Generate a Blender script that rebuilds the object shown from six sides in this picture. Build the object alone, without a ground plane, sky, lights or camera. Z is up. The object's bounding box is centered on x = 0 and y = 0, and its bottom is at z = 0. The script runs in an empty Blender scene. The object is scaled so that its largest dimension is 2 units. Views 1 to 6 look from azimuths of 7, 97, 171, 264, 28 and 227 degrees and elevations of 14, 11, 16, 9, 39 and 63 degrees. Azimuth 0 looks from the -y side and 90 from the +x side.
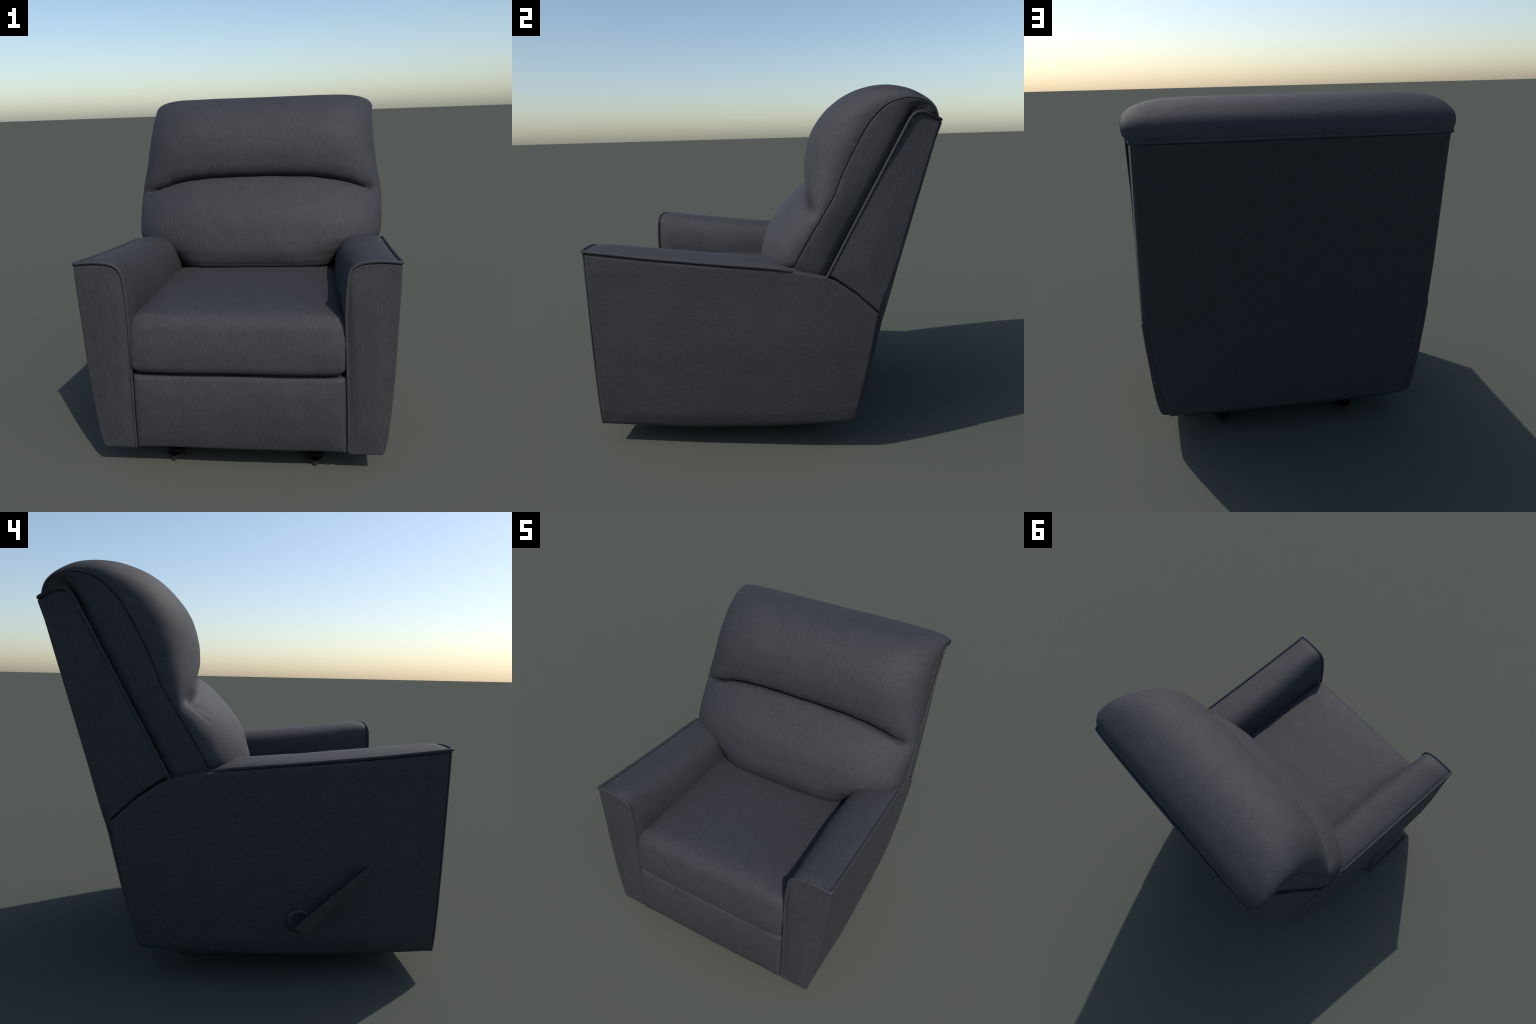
# Upholstered recliner armchair: pillow back, piped arms, pull lever, steel runners.
import bpy, bmesh, math
import numpy as np
from mathutils import Vector, noise

CX = 0.026            # the chair's own symmetry plane (the lever on one side shifts the bounding box)

# ------------------------------------------------------------------ helpers
def spline(nodes, n, closed=False):
    """Catmull-Rom through nodes (chord-length parameter), n samples, any dimension."""
    P = np.array(nodes, float)
    d = np.maximum(np.linalg.norm(np.diff(P[:, :min(3, P.shape[1])], axis=0), axis=1), 1e-6) ** 0.5
    t = np.concatenate([[0], np.cumsum(d)])
    m = np.zeros_like(P)
    for i in range(len(P)):
        if i == 0: m[i] = (P[1] - P[0]) / (t[1] - t[0])
        elif i == len(P) - 1: m[i] = (P[-1] - P[-2]) / (t[-1] - t[-2])
        else:
            a = (P[i] - P[i-1]) / (t[i] - t[i-1]); b = (P[i+1] - P[i]) / (t[i+1] - t[i])
            w = (t[i+1] - t[i]) / (t[i+1] - t[i-1])
            m[i] = a * w + b * (1 - w)
    s = np.linspace(0, t[-1], n)
    k = np.clip(np.searchsorted(t, s, side='right') - 1, 0, len(P) - 2)
    h = (t[k+1] - t[k]); x = ((s - t[k]) / h)[:, None]; h = h[:, None]
    return ((2*x**3-3*x**2+1)*P[k] + (x**3-2*x**2+x)*h*m[k] + (-2*x**3+3*x**2)*P[k+1] + (x**3-x**2)*h*m[k+1])

def polyline(nodes, fr):
    """Points of a polyline at arc-length fractions fr."""
    P = np.array(nodes, float)
    t = np.concatenate([[0], np.cumsum(np.linalg.norm(np.diff(P, axis=0), axis=1))]); t /= t[-1]
    return np.stack([np.interp(fr, t, P[:, i]) for i in range(P.shape[1])], 1)

def smooth(x, a, b):
    x = np.clip((x - a) / (b - a), 0, 1); return x * x * (3 - 2 * x)

def cosine(n): return 0.5 - 0.5 * np.cos(np.pi * np.linspace(0, 1, n))

def coons(bottom, top, left, right, nu, nv):
    """Patch between four planar polylines; bottom/top run with u, left/right with v."""
    u, v = cosine(nu), cosine(nv)
    B, T, L, R = polyline(bottom, u), polyline(top, u), polyline(left, v), polyline(right, v)
    U, V = u[:, None, None], v[None, :, None]
    S = (1-V)*B[:, None] + V*T[:, None] + (1-U)*L[None] + U*R[None]
    S -= (1-U)*(1-V)*B[0] + U*(1-V)*B[-1] + (1-U)*V*T[0] + U*V*T[-1]
    lu = 0.5*(np.linalg.norm(np.diff(B, axis=0), axis=1).sum() + np.linalg.norm(np.diff(T, axis=0), axis=1).sum())
    lv = 0.5*(np.linalg.norm(np.diff(L, axis=0), axis=1).sum() + np.linalg.norm(np.diff(R, axis=0), axis=1).sum())
    edge = np.minimum(np.minimum(u, 1-u)[:, None]*lu, np.minimum(v, 1-v)[None]*lv)
    soft = smooth(np.minimum(u, 1-u)[:, None]*lu, 0.0, 0.11)*smooth(np.minimum(v, 1-v)[None]*lv, 0.0, 0.16)
    return S, edge, soft

def rounding(edge, r):
    k = np.clip(1 - edge / r, 0, 1)
    return r * (1 - np.sqrt(np.maximum(0, 1 - k*k)))

def grid_faces(nu, nv, base=0, flip=False):
    f = []
    for i in range(nu-1):
        for j in range(nv-1):
            q = (base+i*nv+j, base+(i+1)*nv+j, base+(i+1)*nv+j+1, base+i*nv+j+1)
            f.append(q[::-1] if flip else q)
    return f

def make(name, verts, faces, mat, parent, angle=40, weld=1e-5, recalc=True):
    me = bpy.data.meshes.new(name)
    me.from_pydata([tuple(map(float, v)) for v in verts], [], faces)
    bm = bmesh.new(); bm.from_mesh(me)
    bmesh.ops.remove_doubles(bm, verts=bm.verts, dist=weld)
    bmesh.ops.dissolve_degenerate(bm, edges=bm.edges, dist=weld)
    if recalc: bmesh.ops.recalc_face_normals(bm, faces=bm.faces)
    bm.to_mesh(me); bm.free()
    me.polygons.foreach_set("use_smooth", [True]*len(me.polygons))
    me.set_sharp_from_angle(angle=math.radians(angle))
    me.materials.append(mat)
    ob = bpy.data.objects.new(name, me)
    bpy.context.scene.collection.objects.link(ob)
    ob.parent = parent
    return ob

def slab(name, front, back, mat, parent, **kw):
    """Closed solid between two grids of the same shape."""
    nu, nv = front.shape[:2]; n = nu*nv
    V = np.concatenate([front.reshape(-1, 3), back.reshape(-1, 3)])
    F = grid_faces(nu, nv) + grid_faces(nu, nv, n, True)
    ring = [i*nv for i in range(nu)] + [(nu-1)*nv+j for j in range(1, nv)] + \
           [i*nv+nv-1 for i in range(nu-2, -1, -1)] + [j for j in range(nv-2, 0, -1)]
    for a, b in zip(ring, ring[1:]+ring[:1]): F.append((a, a+n, b+n, b))
    return make(name, V, F, mat, parent, **kw)

def tube(name, path, r, mat, parent, sides=10):
    """Round cord along a path."""
    P = np.array(path, float); n = len(P)
    T = np.gradient(P, axis=0); T /= np.linalg.norm(T, axis=1)[:, None]
    up = np.array([0.31, 0.22, 0.93]); N = None; V = []; F = []
    for i in range(n):
        if N is None: N = np.cross(T[i], up)
        N = N - T[i]*(N @ T[i]); N /= np.linalg.norm(N)
        Bn = np.cross(T[i], N)
        for k in range(sides):
            a = 2*math.pi*k/sides
            V.append(P[i] + r*(math.cos(a)*N + math.sin(a)*Bn))
    for i in range(n-1):
        for k in range(sides):
            F.append((i*sides+k, i*sides+(k+1) % sides, (i+1)*sides+(k+1) % sides, (i+1)*sides+k))
    F.append(tuple(range(sides))[::-1]); F.append(tuple(range((n-1)*sides, n*sides)))
    return make(name, V, F, mat, parent, angle=60)

def box(name, lo, hi, mat, parent, bevel=0.004):
    bm = bmesh.new(); bmesh.ops.create_cube(bm, size=1)
    for v in bm.verts:
        v.co = Vector([lo[i] if v.co[i] < 0 else hi[i] for i in range(3)])
    bmesh.ops.bevel(bm, geom=bm.edges[:], offset=bevel, segments=2, affect='EDGES')
    me = bpy.data.meshes.new(name); bm.to_mesh(me); bm.free()
    me.polygons.foreach_set("use_smooth", [True]*len(me.polygons)); me.set_sharp_from_angle(angle=0.7)
    me.materials.append(mat); ob = bpy.data.objects.new(name, me)
    bpy.context.scene.collection.objects.link(ob); ob.parent = parent
    return ob

def lumps(P, scale, amp, seed):
    """Soft stuffing unevenness along the vertex normal direction of a grid."""
    nu, nv = P.shape[:2]
    du, dv = np.gradient(P, axis=0), np.gradient(P, axis=1)
    N = np.cross(du, dv); N /= np.maximum(np.linalg.norm(N, axis=2, keepdims=True), 1e-9)
    out = P.copy()
    fade = np.minimum(np.minimum(np.arange(nu), np.arange(nu)[::-1])[:, None]/4.0,
                      np.minimum(np.arange(nv), np.arange(nv)[::-1])[None]/4.0).clip(0, 1)
    for i in range(nu):
        for j in range(nv):
            h = noise.noise(Vector(P[i, j]*scale) + Vector((seed*7.3, seed*3.1, seed)))
            h += 0.45*noise.noise(Vector(P[i, j]*scale*2.7) + Vector((seed, 9.1, seed*2.0)))
            out[i, j] += N[i, j]*h*amp*fade[i, j]
    return out

# ------------------------------------------------------------------ materials
def fabric(name, scale, base=(0.0276, 0.0280, 0.0325), rough=0.76):
    """Woven upholstery: fine thread streaks stretched along the warp plus soft mottling."""
    m = bpy.data.materials.new(name); m.use_nodes = True
    nt = m.node_tree; N = nt.nodes; L = nt.links; b = N["Principled BSDF"]
    tc = N.new("ShaderNodeTexCoord")
    mp = N.new("ShaderNodeMapping"); mp.inputs["Scale"].default_value = scale
    L.new(tc.outputs["Object"], mp.inputs["Vector"])
    n1 = N.new("ShaderNodeTexNoise"); n1.inputs["Scale"].default_value = 1.0
    n1.inputs["Detail"].default_value = 3.0; n1.inputs["Roughness"].default_value = 0.65
    L.new(mp.outputs["Vector"], n1.inputs["Vector"])
    n2 = N.new("ShaderNodeTexNoise"); n2.inputs["Scale"].default_value = 150.0
    n2.inputs["Detail"].default_value = 2.0
    L.new(tc.outputs["Object"], n2.inputs["Vector"])
    n3 = N.new("ShaderNodeTexNoise"); n3.inputs["Scale"].default_value = 9.0
    n3.inputs["Detail"].default_value = 4.0
    L.new(tc.outputs["Object"], n3.inputs["Vector"])
    def mad(a, k, c):
        q = N.new("ShaderNodeMath"); q.operation = 'MULTIPLY_ADD'
        L.new(a, q.inputs[0]); q.inputs[1].default_value = k
        if isinstance(c, float): q.inputs[2].default_value = c
        else: L.new(c, q.inputs[2])
        return q.outputs[0]
    v = mad(n1.outputs["Fac"], 0.46, mad(n2.outputs["Fac"], 0.40, mad(n3.outputs["Fac"], 0.14, 0.0)))
    cr = N.new("ShaderNodeValToRGB")
    cr.color_ramp.elements[0].position = 0.36; cr.color_ramp.elements[1].position = 0.66
    cr.color_ramp.elements[0].color = tuple(c*0.68 for c in base) + (1,)
    cr.color_ramp.elements[1].color = tuple(c*1.42 for c in base) + (1,)
    L.new(v, cr.inputs["Fac"]); L.new(cr.outputs["Color"], b.inputs["Base Color"])
    b.inputs["Roughness"].default_value = rough
    bp = N.new("ShaderNodeBump"); bp.inputs["Strength"].default_value = 0.25
    bp.inputs["Distance"].default_value = 0.002
    L.new(v, bp.inputs["Height"]); L.new(bp.outputs["Normal"], b.inputs["Normal"])
    return m

def plain(name, col, rough, metal=0.0):
    m = bpy.data.materials.new(name); m.use_nodes = True
    nt = m.node_tree; N = nt.nodes; L = nt.links; b = N["Principled BSDF"]
    tc = N.new("ShaderNodeTexCoord"); n = N.new("ShaderNodeTexNoise")
    n.inputs["Scale"].default_value = 40.0; n.inputs["Detail"].default_value = 3.0
    L.new(tc.outputs["Object"], n.inputs["Vector"])
    cr = N.new("ShaderNodeValToRGB")
    cr.color_ramp.elements[0].position = 0.3; cr.color_ramp.elements[1].position = 0.7
    cr.color_ramp.elements[0].color = tuple(c*0.88 for c in col) + (1,)
    cr.color_ramp.elements[1].color = tuple(c*1.12 for c in col) + (1,)
    L.new(n.outputs["Fac"], cr.inputs["Fac"]); L.new(cr.outputs["Color"], b.inputs["Base Color"])
    b.inputs["Roughness"].default_value = rough; b.inputs["Metallic"].default_value = metal
    return m

WARP_UP   = fabric("fabric_warp_upright", (165, 26, 26))    # threads run up the front faces / along the seat
WARP_SIDE = fabric("fabric_warp_along", (140, 26, 165))     # threads run front to back
WARP_WING = fabric("fabric_warp_wing", (140, 165, 26))      # threads run up the wings
CORD = fabric("fabric_piping", (120, 120, 120))
GROOVE_SHADE = plain("seam_groove_shade", (0.010, 0.010, 0.012), 0.8)
PLASTIC = plain("lever_plastic", (0.021, 0.024, 0.024), 0.5)
STEEL = plain("runner_steel", (0.030, 0.031, 0.032), 0.45, 0.3)
LINING = plain("dust_cover_cloth", (0.012, 0.012, 0.014), 0.9)

# ------------------------------------------------------------------ the chair
root = bpy.data.objects.new("recliner_armchair", None)
bpy.context.scene.collection.objects.link(root)
root.location = (CX, 0, 0)
root["label"] = "dark grey upholstered recliner armchair with pillow back and lever"
root["category"] = "armchair"

# ---- backrest pillows: rows of (seam y, seam z, half width, centre y, centre z, squareness)
HEAD = [
    (0.940, 1.808, 0.768, 0.952, 1.806, 8.0),
    (0.918, 1.838, 0.790, 0.948, 1.838, 12.0),
    (0.893, 1.880, 0.800, 0.927, 1.880, 14.0),
    (0.852, 1.906, 0.803, 0.883, 1.925, 14.0),
    (0.795, 1.918, 0.800, 0.805, 1.970, 13.0),
    (0.738, 1.910, 0.794, 0.725, 1.994, 10.0),
    (0.685, 1.890, 0.788, 0.645, 2.000, 8.5),
    (0.640, 1.852, 0.785, 0.555, 1.989, 6.5),
    (0.600, 1.808, 0.785, 0.470, 1.956, 6.0),
    (0.550, 1.725, 0.790, 0.374, 1.884, 5.4),
    (0.505, 1.640, 0.796, 0.300, 1.788, 5.0),
    (0.460, 1.545, 0.805, 0.260, 1.680, 4.6),
    (0.420, 1.445, 0.820, 0.248, 1.590, 3.8),
    (0.385, 1.382, 0.829, 0.252, 1.528, 2.9),
    (0.360, 1.340, 0.832, 0.272, 1.490, 2.7),
    (0.345, 1.312, 0.833, 0.312, 1.465, 2.6),
]
LUMBAR = [
    (0.345, 1.312, 0.833, 0.312, 1.465, 2.6),
    (0.330, 1.292, 0.833, 0.264, 1.470, 2.6),
    (0.312, 1.262, 0.832, 0.222, 1.450, 2.7),
    (0.292, 1.228, 0.831, 0.172, 1.410, 2.8),
    (0.268, 1.186, 0.830, 0.112, 1.350, 3.0),
    (0.246, 1.146, 0.826, 0.051, 1.278, 2.9),
    (0.224, 1.106, 0.822, 0.006, 1.196, 2.8),
    (0.206, 1.072, 0.806, -0.020, 1.112, 2.7),
    (0.185, 1.045, 0.720, -0.036, 1.040, 2.8),
    (0.150, 1.000, 0.590, -0.036, 0.980, 3.6),
    (0.112, 0.950, 0.520, -0.022, 0.934, 5.0),
    (0.095, 0.908, 0.490, 0.000, 0.906, 5.0),
    (0.080, 0.890, 0.470, 0.070, 0.892, 5.0),
]

def pillow(rows, nt, ns, seed, amp, plain_sides):
    R = spline([(r[0], r[1], r[2], r[3], r[4], r[5]) for r in rows], nt)
    th = np.linspace(0, math.pi, ns)
    P = np.zeros((nt, ns, 3))
    for i, (sy, sz, w, cy, cz, n) in enumerate(R):
        c, D = np.cos(th), np.sin(th)
        P[i, :, 0] = w*np.sign(c)*np.abs(c)**(2/n)
        Dy = np.sqrt(np.maximum(0, 1-(np.abs(P[i, :, 0])/w)**max(n, 2.6 + 2.0*math.exp(-i/12) if plain_sides else 4.6)))
        P[i, :, 1] = sy + (cy-sy)*Dy
        P[i, :, 2] = sz + (cz-sz)*D
    P = lumps(P, 5.0, amp, seed)
    return P, R

def back_of(P, y_of):
    """Closing side of a pillow: pushed straight back into the shell."""
    Q = P.copy(); Q[..., 1] = np.maximum(Q[..., 1], y_of(Q[..., 2])); return Q

headP, headR = pillow(HEAD, 110, 121, 1, 0.0025, False)
lumbP, lumbR = pillow(LUMBAR, 100, 121, 2, 0.0035, True)

def puckers(P, zc, xs, seed):
    """Short pulled folds fanning from the ends of the crease."""
    for x0 in xs:
        for k in range(4):
            a = math.radians(-70 + 38*k + 9*math.sin(seed + k*2.1))
            d = np.stack([P[..., 0] - x0*np.sign(x0)*np.sign(x0), P[..., 2] - zc], -1)
            ca, sa = math.cos(a)*np.sign(-x0), math.sin(a)
            along = d[..., 0]*ca + d[..., 1]*sa; across = -d[..., 0]*sa + d[..., 1]*ca
            m = np.exp(-((along-0.045)/0.035)**2)*np.exp(-(across/0.011)**2)
            P[..., 1] += 0.006*m
    return P
lumbP = puckers(lumbP, 1.345, (0.79, -0.79), 0.4)

# the crease dies out towards the side seams: the two pillows run into one another there
joint = np.concatenate([headP, lumbP[1:]]); k0 = len(headP)-1
for _ in range(40):
    sm = joint.copy(); sm[1:-1] = (joint[:-2] + 2*joint[1:-1] + joint[2:])/4
    rows = np.exp(-((np.arange(len(joint))-k0)/9.0)**2)[:, None, None]
    wx = smooth(np.abs(joint[..., :1]), 0.70, 0.81)
    joint += (sm-joint)*rows*wx
ax = np.abs(joint[..., 0]); near = np.exp(-((np.arange(len(joint))-k0)/7.0)**2)[:, None]
joint[..., 2] -= 0.018*smooth(ax, 0.46, 0.66)*(1-smooth(ax, 0.74, 0.81))*near     # the arch drops at its shoulders
for i in range(max(0, k0-16), k0+14):                                             # small gathers along the crease
    for j in range(joint.shape[1]):
        x = joint[i, j, 0]
        g = noise.noise(Vector((x*13.0, 0.25*(i > k0), 4.2))) + 0.6*noise.noise(Vector((x*31.0, 1.7, 0.04*i)))
        joint[i, j, 1] += 0.007*g*math.exp(-((i-k0)/7.5)**2)*(1-math.exp(-((i-k0)/1.5)**2)*0.4)
        joint[i, j, 2] += 0.004*noise.noise(Vector((x*9.0, 7.7, 1.1)))*math.exp(-((i-k0)/7.5)**2)
headP, lumbP = joint[:k0+1], joint[k0:]
shell_y = lambda z: 0.345 + np.maximum(z-0.95, 0)*0.50
slab("headrest_cushion", headP, np.stack([headP[..., 0]*0.86, np.maximum(headP[..., 1], 0.60) * 0 + 0.62 + 0.2*(headP[..., 2]-1.5).clip(-0.2, 0.3), np.minimum(headP[..., 2], 1.78)], -1), WARP_UP, root, angle=50)
slab("lumbar_cushion", lumbP, np.stack([lumbP[..., 0]*0.9, 0.40 + 0*lumbP[..., 0], lumbP[..., 2]], -1), WARP_UP, root, angle=50)

# ---- back shell: wing outline in the side plane (y, z)
ARM_TOP_REAR = [(0.300, 1.046), (0.386, 1.026), (0.425, 1.008), (0.462, 0.983), (0.546, 0.924), (0.655, 0.822)]
FRONT_EDGE = [(0.384, 1.034), (0.800, 1.812), (0.812, 1.830)]
TOP_EDGE = [(0.812, 1.830), (0.835, 1.842), (0.880, 1.836), (0.948, 1.803)]
REAR_EDGE = [(0.658, 0.826), (0.740, 1.060), (0.836, 1.405), (0.922, 1.715), (0.950, 1.803)]
LOW_EDGE = [(0.384, 1.034), (0.425, 1.016), (0.462, 0.991), (0.546, 0.932), (0.664, 0.826)]
S, e, soft = coons(LOW_EDGE, TOP_EDGE, FRONT_EDGE, REAR_EDGE, 40, 60)

def wing_width(y, z):
    """Half width of the shell: widest low at the front, narrowest at the top rear."""
    f = (z-0.82)/(1.83-0.82)
    yf = 0.384 + (z-1.03)*0.53; yr = 0.66 + (z-0.82)*0.292
    k = np.clip((y-yf)/np.maximum(yr-yf, 0.05), 0, 1)
    return (0.836-0.053*f)*(1-k) + (0.806-0.046*f)*k
W = wing_width(S[..., 0], S[..., 1]) - rounding(e, 0.012) + 0.012*np.clip(e/0.14, 0, 1)**0.7*(1-smooth(S[..., 1], 1.1, 1.8))
fr = np.stack([W, S[..., 0], S[..., 1]], -1)
shell = slab("back_shell", fr, fr*np.array([-1, 1, 1]), WARP_WING, root, angle=35)

# ---- rear panel, one sheet of cloth from the top piping to the floor edge
PZ = [(0.952, 1.797, 0.752), (0.923, 1.715, 0.757), (0.836, 1.405, 0.775), (0.740, 1.060, 0.790),
      (0.712, 0.950, 0.793), (0.688, 0.860, 0.793), (0.668, 0.780, 0.775), (0.612, 0.500, 0.752), (0.545, 0.190, 0.712)]
nz, nx = 70, 60
R = polyline(PZ, cosine(nz)); q = np.cos(np.pi*np.linspace(0, 1, nx))
F = np.zeros((nz, nx, 3)); Bk = F.copy()
for i, (y, z, w) in enumerate(R):
    ex = (1-np.abs(q))*w; ez = min(1.80-z, z-0.188)
    rr = rounding(np.minimum(ex, max(ez, 0)), 0.012)
    F[i] = np.stack([q*w, y+0.007-rr+0*q, z+0*q], 1)
    Bk[i] = np.stack([q*w, y-0.03+0*q, z+0*q], 1)
slab("back_panel", F, Bk, WARP_UP, root, angle=50)

# ---- piping round the shell (up one wing, across the back, down the other)
pp = [(0.384, 1.020), (0.500, 1.245), (0.650, 1.532), (0.770, 1.762), (0.800, 1.818), (0.818, 1.838),
      (0.840, 1.848), (0.885, 1.841), (0.947, 1.808)]
side = spline([(float(wing_width(np.array(y), np.array(z))) + (0.007 if z > 1.80 and y > 0.83 else 0.005 if z > 1.75 else -0.001), y, z) for y, z in pp], 70)
across = [(x, 0.950 + 0.010*(1-(x/0.76)**4), 1.806) for x in np.linspace(side[-1][0]-0.01, -side[-1][0]+0.01, 50)]
tube("piping", list(side) + across + [(-x, y, z) for x, y, z in side[::-1]], 0.0078, CORD, shell)

# ---- side boxing: the strip between the pillow seam and the wing piping
seam_rows = np.concatenate([headR[:, :3], lumbR[1:, :3][lumbR[1:, 1] > 1.074]])
PIPE_FOR = [(0.948, 1.812), (0.933, 1.827), (0.915, 1.840), (0.885, 1.855), (0.840, 1.860), (0.808, 1.840),
            (0.795, 1.800), (0.770, 1.755), (0.708, 1.640), (0.660, 1.550), (0.608, 1.450), (0.560, 1.362), (0.525, 1.294),
            (0.504, 1.252), (0.490, 1.226)]
PIPE_LOW = [(0.490, 1.226), (0.481, 1.209), (0.467, 1.183), (0.451, 1.152), (0.432, 1.116), (0.414, 1.080), (0.396, 1.045), (0.384, 1.022)]
a = spline(PIPE_FOR, 110); nb = len(seam_rows) - 110
b = spline(PIPE_LOW, nb+1)[1:]
pipe_rows = np.concatenate([a, b])
seam_rows = np.concatenate([seam_rows, [[0.190, 1.02, 0.80]]]); pipe_rows = np.concatenate([pipe_rows, [[0.36, 0.97]]])
nr = 22; r = np.linspace(0, 1, nr)
for sgn in (1, -1):
    P = np.zeros((len(seam_rows), nr, 3)); Q = P.copy()
    for i in range(len(seam_rows)):
        sy, sz, w = seam_rows[i]; py, pz = pipe_rows[i]
        wp = float(wing_width(np.array(py), np.array(pz))) - 0.013
        bul = 0.007*np.sin(np.pi*np.clip(r*1.05, 0, 1))**0.8
        hollow = 0.010 + 0.010*float(smooth(np.array(pz), 1.70, 1.80))
        x = w + (wp-w)*r**1.3 + bul - hollow*smooth(r, 0.72, 0.98)
        x[0] -= 0.006; x[-1] -= 0.01
        P[i] = np.stack([x, sy+(py-sy)*r, sz+(pz-sz)*r], 1)
        Q[i] = P[i]; Q[i, :, 0] = w - 0.12
    P = lumps(P, 6.0, 0.003, 5)
    P[..., 0] *= sgn; Q[..., 0] *= sgn
    bx = slab("side_boxing", P, Q, WARP_WING, root, angle=50)
    tube("seam", [(sgn*(w+0.0005), y, z) for y, z, w in seam_rows[6:-1]], 0.0028, GROOVE_SHADE, bx, sides=6)  # near-black cord modelled along the seam to darken its groove like a shadow line

# ------------------------------------------------------------------ arms
PIPE_TOP = [(-0.928, 1.168), (-0.60, 1.132), (-0.20, 1.097), (0.10, 1.074), (0.235, 1.056), (0.30, 1.030), (0.36, 1.000)]
def pipe_z(y): return np.interp(y, [p[0] for p in PIPE_TOP], [p[1] for p in PIPE_TOP])
OUT_W = [(0.118, 0.742), (0.135, 0.757), (0.154, 0.765), (0.22, 0.778), (0.38, 0.794), (0.62, 0.811), (0.90, 0.822),
         (1.05, 0.829), (1.17, 0.830)]
def out_w(z): return np.interp(z, [p[0] for p in OUT_W], [p[1] for p in OUT_W])
INNER = [(0.575, 0.125), (0.573, 0.36), (0.568, 0.60), (0.562, 0.84), (0.564, 1.00), (0.570, 1.06), (0.576, 1.11),
         (0.588, 1.135), (0.605, 1.152), (0.635, 1.166), (0.690, 1.174), (0.760, 1.174), (0.831, 1.168)]

def arm(sgn):
    M = np.array([sgn, 1, 1])
    # outer side panel
    top = [(-0.924, 1.158), (-0.60, 1.121), (-0.20, 1.087), (0.10, 1.066), (0.235, 1.054)] + ARM_TOP_REAR
    bottom = [(-0.924, 0.126), (-0.65, 0.124), (-0.30, 0.127), (0.10, 0.147), (0.388, 0.175), (0.505, 0.185), (0.532, 0.194)]
    S, e, soft = coons(bottom, top, [(-0.924, 0.126), (-0.924, 1.158)], [(0.532, 0.194), (0.600, 0.500), (0.655, 0.822)], 70, 60)
    y, z = S[..., 0], S[..., 1]
    zl = np.interp(y, [p[0] for p in bottom], [p[1] for p in bottom])
    x = out_w(np.maximum(z - (zl-0.128)*(1-smooth(z, 0.2, 0.9)), 0.118)) - 0.006*smooth(y, 0.45, 0.65) - rounding(e, 0.014)
    x += (0.016 if sgn > 0 else 0.023)*smooth(np.minimum(y+0.924, 0.66-y), 0.0, 0.45)*smooth(z, 0.08, 0.24)*(1-(0.8 if sgn > 0 else 0.35)*smooth(z, 0.55, 1.05))
    P = np.stack([x, y, z], -1); P = lumps(P, 3.0, 0.003, 3)
    Q = P.copy(); Q[..., 0] = 0.62; Q[..., 1] = np.minimum(Q[..., 1], 0.62)
    side = slab("armrest", P*M, Q*M, WARP_SIDE, root, angle=45)

    # front panel inside the piping outline
    inner = [(x+(0.006 if z > 0.7 else -0.003 if z < 0.3 else 0.002), z) for x, z in INNER[:5]]
    topc = [(x+0.006, z) for x, z in INNER[4:7]] + [(x+0.003, z-0.006) for x, z in INNER[7:10]] + [(x, z-0.008) for x, z in INNER[10:]]
    outer = [(w, z) for z, w in OUT_W if z > 0.12] 
    outer = [(0.748, 0.127)] + outer[:-1] + [topc[-1]]
    S, e, soft = coons([inner[0], outer[0]], topc, inner, outer, 40, 70)
    yy = -0.931 + rounding(e, 0.010) - 0.011*soft
    P = np.stack([S[..., 0], yy, S[..., 1]], -1)
    Q = P.copy(); Q[..., 1] = -0.895; Q[..., 0] = np.minimum(Q[..., 0], 0.735); Q[..., 2] = np.clip(Q[..., 2], 0.15, 1.14)
    slab("front_panel", P*M, Q*M, WARP_UP, side, angle=45)

    # padded top and inner face
    ys = np.concatenate([np.linspace(-0.922, -0.80, 14), np.linspace(-0.78, 0.34, 36)])
    front = spline(INNER[::-1], 60)                       # from the outer pipe over to the inner foot
    full = spline([(0.826, -0.006), (0.800, 0.010), (0.740, 0.022), (0.680, 0.025), (0.622, 0.018), (0.577, -0.006), (0.548, -0.044),
                   (0.531, -0.088), (0.520, -0.140), (0.514, -0.200), (0.516, -0.280), (0.530, -0.500), (0.560, -0.75), (0.570, -1.00)], 60)
    P = np.zeros((len(ys), 60, 3))
    for i, yv in enumerate(ys):
        k = 1-math.exp(-(yv+0.922)/0.035); m = float(smooth(np.array(yv), -0.92, -0.2))
        zt = float(pipe_z(yv))
        sec = full.copy()
        lean = np.clip((0.80-sec[:, 0])/0.25, 0, 1)
        sec[:, 0] += (1-m)*0.030*lean                     # the pad swells inward towards the back
        sec[:, 1] = np.maximum(sec[:, 1] + zt, 0.16)
        f = front.copy(); f[:, 1] = np.where(f[:, 1] > 0.9, f[:, 1] + (zt-1.168), f[:, 1])
        q = f*(1-k) + sec*k
        P[i] = np.stack([q[:, 0], np.full(60, yv), q[:, 1]], 1)
    P = lumps(P, 5.0, 0.003, 4)
    Q = P.copy(); Q[..., 0] = np.clip(Q[..., 0]+0.05, 0.62, 0.79); Q[..., 2] = np.clip(Q[..., 2]-0.03, 0.16, 1.04)
    slab("arm_pad", P*M, Q*M, WARP_SIDE, side, angle=45)

    # piping: along the outer edge, round the front outline, down the inner edge
    edge = [(0.800, 0.235, 1.035), (0.822, 0.205, 1.052)] + [(0.831, yv, float(pipe_z(yv))) for yv in np.linspace(0.16, -0.91, 38)]
    edge += [(0.8305, -0.924, 1.168), (0.826, -0.930, 1.1685)]
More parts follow.
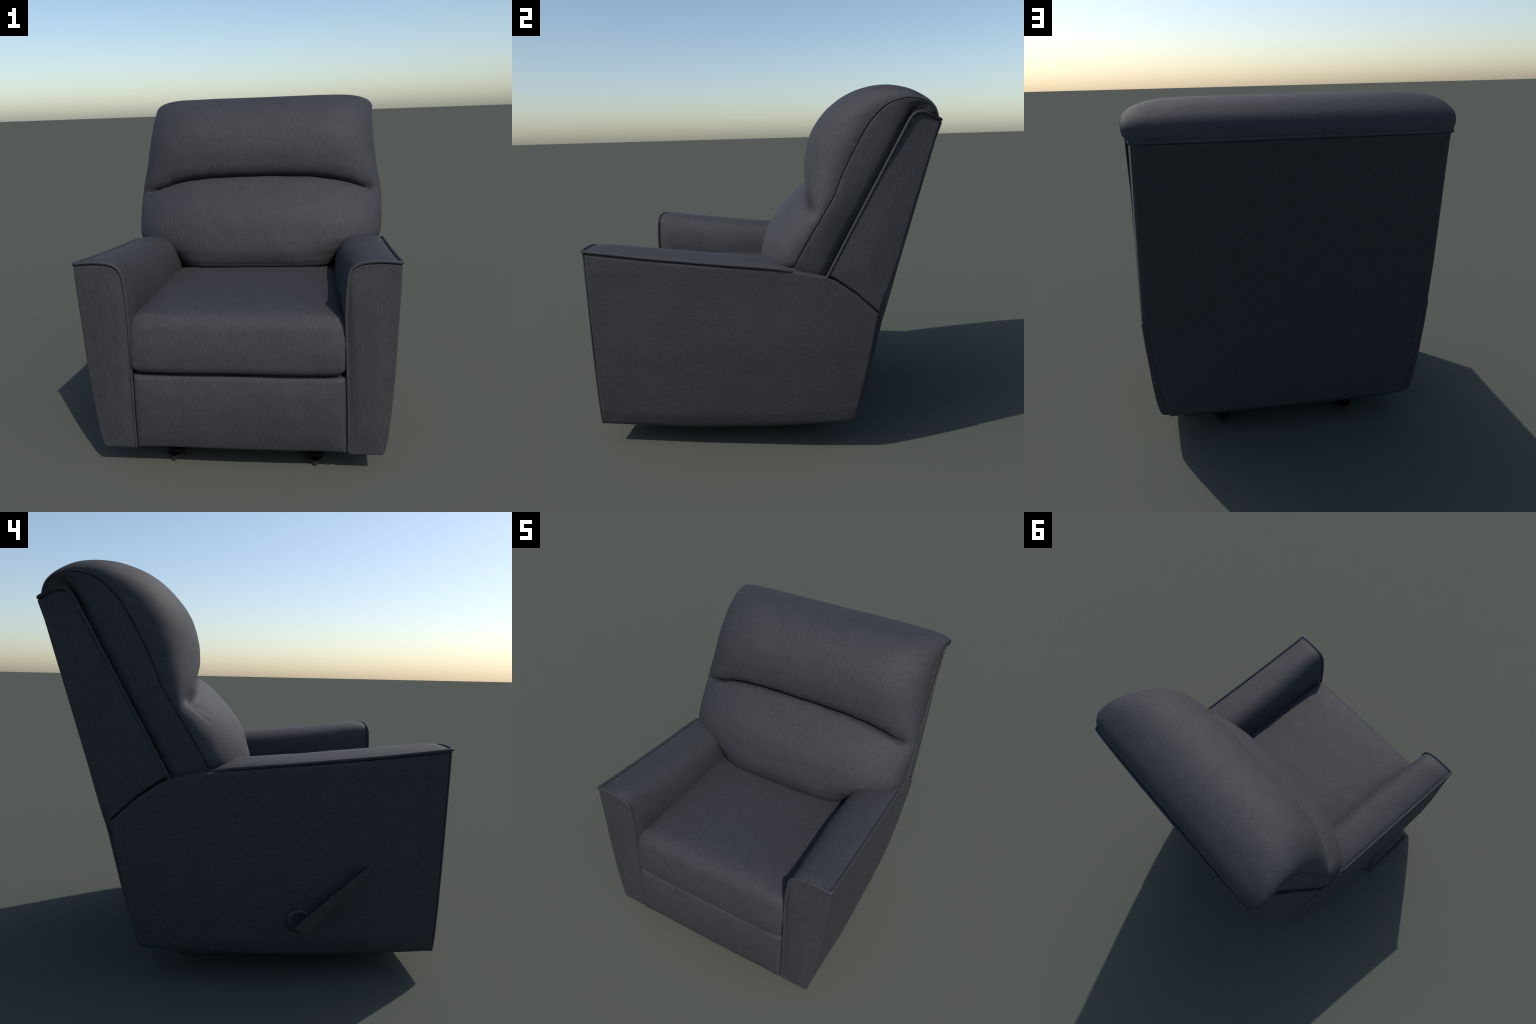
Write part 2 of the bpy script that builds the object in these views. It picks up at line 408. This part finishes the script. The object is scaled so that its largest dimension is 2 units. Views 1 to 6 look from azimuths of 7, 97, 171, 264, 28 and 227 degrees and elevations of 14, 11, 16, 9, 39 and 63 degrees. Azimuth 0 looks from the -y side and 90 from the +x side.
    edge += [(x, -0.931, z) for x, z in spline(INNER[::-1], 70)[1:] if z > 0.14]
    tube("piping", np.array(edge)*M, 0.0085, CORD, side)
    return side
left = None
for sgn in (1, -1):
    ob = arm(sgn)
    if sgn < 0: left = ob

# ------------------------------------------------------------------ seat cushion and footrest
SEAT = [(0.16, 0.892), (0.00, 0.905), (-0.20, 0.914), (-0.40, 0.918), (-0.60, 0.919), (-0.74, 0.916), (-0.83, 0.905), (-0.89, 0.882),
        (-0.928, 0.838), (-0.947, 0.780), (-0.961, 0.715), (-0.967, 0.650), (-0.964, 0.602), (-0.944, 0.579), (-0.79, 0.577)]
prof = spline(SEAT, 90); ns = 101
th = np.linspace(0, math.pi, ns); P = np.zeros((90, ns, 3)); Q = P.copy()
for i, (y, z) in enumerate(prof):
    fr_ = float(smooth(np.array(-y), 0.70, 0.93)); low = float(smooth(np.array(0.66-z), 0.0, 0.09))
    w = 0.546 + 0.010*fr_ - 0.028*fr_*float(smooth(np.array(0.635-z), 0.0, 0.06))**2
    D = np.sin(th); x = w*np.sign(np.cos(th))*np.abs(np.cos(th))**(2/8.0)
    if z < 0.60: x *= 1
    drop = 1-D
    P[i, :, 0] = x
    P[i, :, 1] = y + drop*(0.018*fr_)
    P[i, :, 2] = z - drop*0.045*(1-smooth(np.array(-y), 0.80, 0.95)) + 0*low
    Q[i] = P[i]; Q[i, :, 1] = np.maximum(P[i, :, 1], -0.78); Q[i, :, 2] = 0.60
    Q[i, :, 0] *= 0.97
P = lumps(P, 4.0, 0.004, 6)
slab("seat_cushion", P, Q, WARP_UP, root, angle=50)

S, e, soft = coons([(-0.564, 0.137), (0.564, 0.137)], [(-0.560, 0.562), (0.560, 0.562)], [(-0.564, 0.137), (-0.560, 0.562)],
             [(0.564, 0.137), (0.560, 0.562)], 70, 50)
x, z = S[..., 0], S[..., 1]
yy = -0.930 + rounding(e, 0.022) - 0.040*(1-(1-smooth(e, -0.16, 0.16))**1.5)*np.sin(np.pi*np.clip((z-0.10)/0.48, 0, 1))**0.5
P = lumps(np.stack([x, yy, z], -1), 5.0, 0.003, 8)
Q = P.copy(); Q[..., 1] = -0.86
slab("footrest", P, Q, WARP_UP, root, angle=50)

# ------------------------------------------------------------------ hidden frame, dust cover and runners
box("seat_frame", (-0.60, -0.78, 0.21), (0.60, 0.50, 0.60), LINING, root)
box("dust_cover", (-0.63, -0.88, 0.165), (0.63, 0.525, 0.20), LINING, root)

def runner(x0):
    y0, y1, h, t = -0.850, 0.379, 0.027, 0.005
    def outline(o):
        half = [(0.0, -o*1.4), (0.042-o, 0.042-o*0.2), (0.052-o, 0.088)]
        fr = [(x0+x, y0+y if i else y0-y) for i, (x, y) in enumerate(half)]
        rr = [(x0+x, y1-y if i else y1+y) for i, (x, y) in enumerate(half)]
        mir = lambda q: [(2*x0-x, y) for x, y in q]
        return fr + rr[::-1] + mir(rr[1:]) + mir(fr[1:])[::-1]
    A, Bq = outline(0), outline(t); n = len(A)
    V = [(x, y, 0.0) for x, y in A] + [(x, y, h) for x, y in A] + [(x, y, h) for x, y in Bq] + [(x, y, 0.006) for x, y in Bq]
    F = [tuple(range(n-1, -1, -1)), tuple(range(3*n, 4*n))]
    for k in range(n):
        m = (k+1) % n
        for lo in (0, n, 2*n): F.append((lo+k, lo+m, lo+n+m, lo+n+k))
    ob = make("runner", V, F, STEEL, root, angle=25)
    for yb in (-0.765, -0.50, -0.24, 0.02, 0.300):
        box("cross_bar", (x0-0.046, yb-0.011, 0.010), (x0+0.046, yb+0.011, 0.022), STEEL, ob, 0.002)
    for ya, yb, yc in ((-0.74, -0.60, -0.615), (0.12, 0.275, 0.12)):
        for sx in (-1, 1):
            xa, xb = sorted((x0+sx*0.034, x0+sx*0.029))
            box("bracket", (xa, ya, 0.008), (xb, yb, 0.17), STEEL, ob, 0.0015)
        box("bracket", (x0-0.029, yc, 0.008), (x0+0.029, yc+0.015, 0.17), STEEL, ob, 0.0015)
for x0 in (0.396, -0.398): runner(x0)

# ------------------------------------------------------------------ recline lever on the chair's right-hand side
def disc(name, c, r0, r1, x0, x1, mat, parent, n=48):
    prof = [(x0, r0), (x1+0.018, r0), (x1+0.009, r0*0.96), (x1+0.002, r0*0.86), (x1, r1), (x1+0.002, r1*0.9), (x1+0.002, 0.0)]
    V, F = [], []
    for x, rr in prof[:-1]:
        for k in range(n):
            a = 2*math.pi*k/n; V.append((x, c[0]+rr*math.cos(a), c[1]+rr*math.sin(a)))
    m = len(prof)-1
    for i in range(m-1):
        for k in range(n): F.append((i*n+k, i*n+(k+1) % n, (i+1)*n+(k+1) % n, (i+1)*n+k))
    F.append(tuple(range((m-1)*n, m*n))); F.append(tuple(range(n))[::-1])
    return make(name, V, F, mat, parent, angle=35)

axis0 = np.array([-0.198, 0.325]); d = np.array([-0.744, 0.667]); nrm = np.array([-0.667, -0.744])
ST = [(-0.002, 0.004), (0.004, 0.022), (0.012, 0.042), (0.024, 0.060), (0.040, 0.067), (0.070, 0.065), (0.110, 0.059), (0.160, 0.052),
      (0.220, 0.046), (0.300, 0.040), (0.380, 0.036), (0.432, 0.034), (0.441, 0.031), (0.444, 0.027)]
V, F = [], []
for s, w in ST:
    xo = -0.869 + 0.012*(1-float(smooth(np.array(s), 0.02, 0.40)))**1.0 - CX
    up = 0.003 if s > 0.435 else 0.0
    for ww, xx in ((up, xo+0.003), (up+0.003, xo), (w-0.003, xo), (w, xo+0.003), (w, xo+0.025), (up, xo+0.025)):
        p = axis0 + d*s + nrm*ww
        V.append((xx, p[0], p[1]))
m = len(ST)
for i in range(m-1):
    for k in range(6): F.append((i*6+k, i*6+(k+1) % 6, (i+1)*6+(k+1) % 6, (i+1)*6+k))
F.append(tuple(range(6))[::-1]); F.append(tuple(range((m-1)*6, m*6)))
lever = make("recline_lever", V, F, PLASTIC, root, angle=35)
disc("hub", (-0.224, 0.341), 0.061, 0.046, -0.765, -0.838, PLASTIC, lever)
disc("pivot", (-0.228, 0.318), 0.026, 0.022, -0.80, -0.868, PLASTIC, lever)
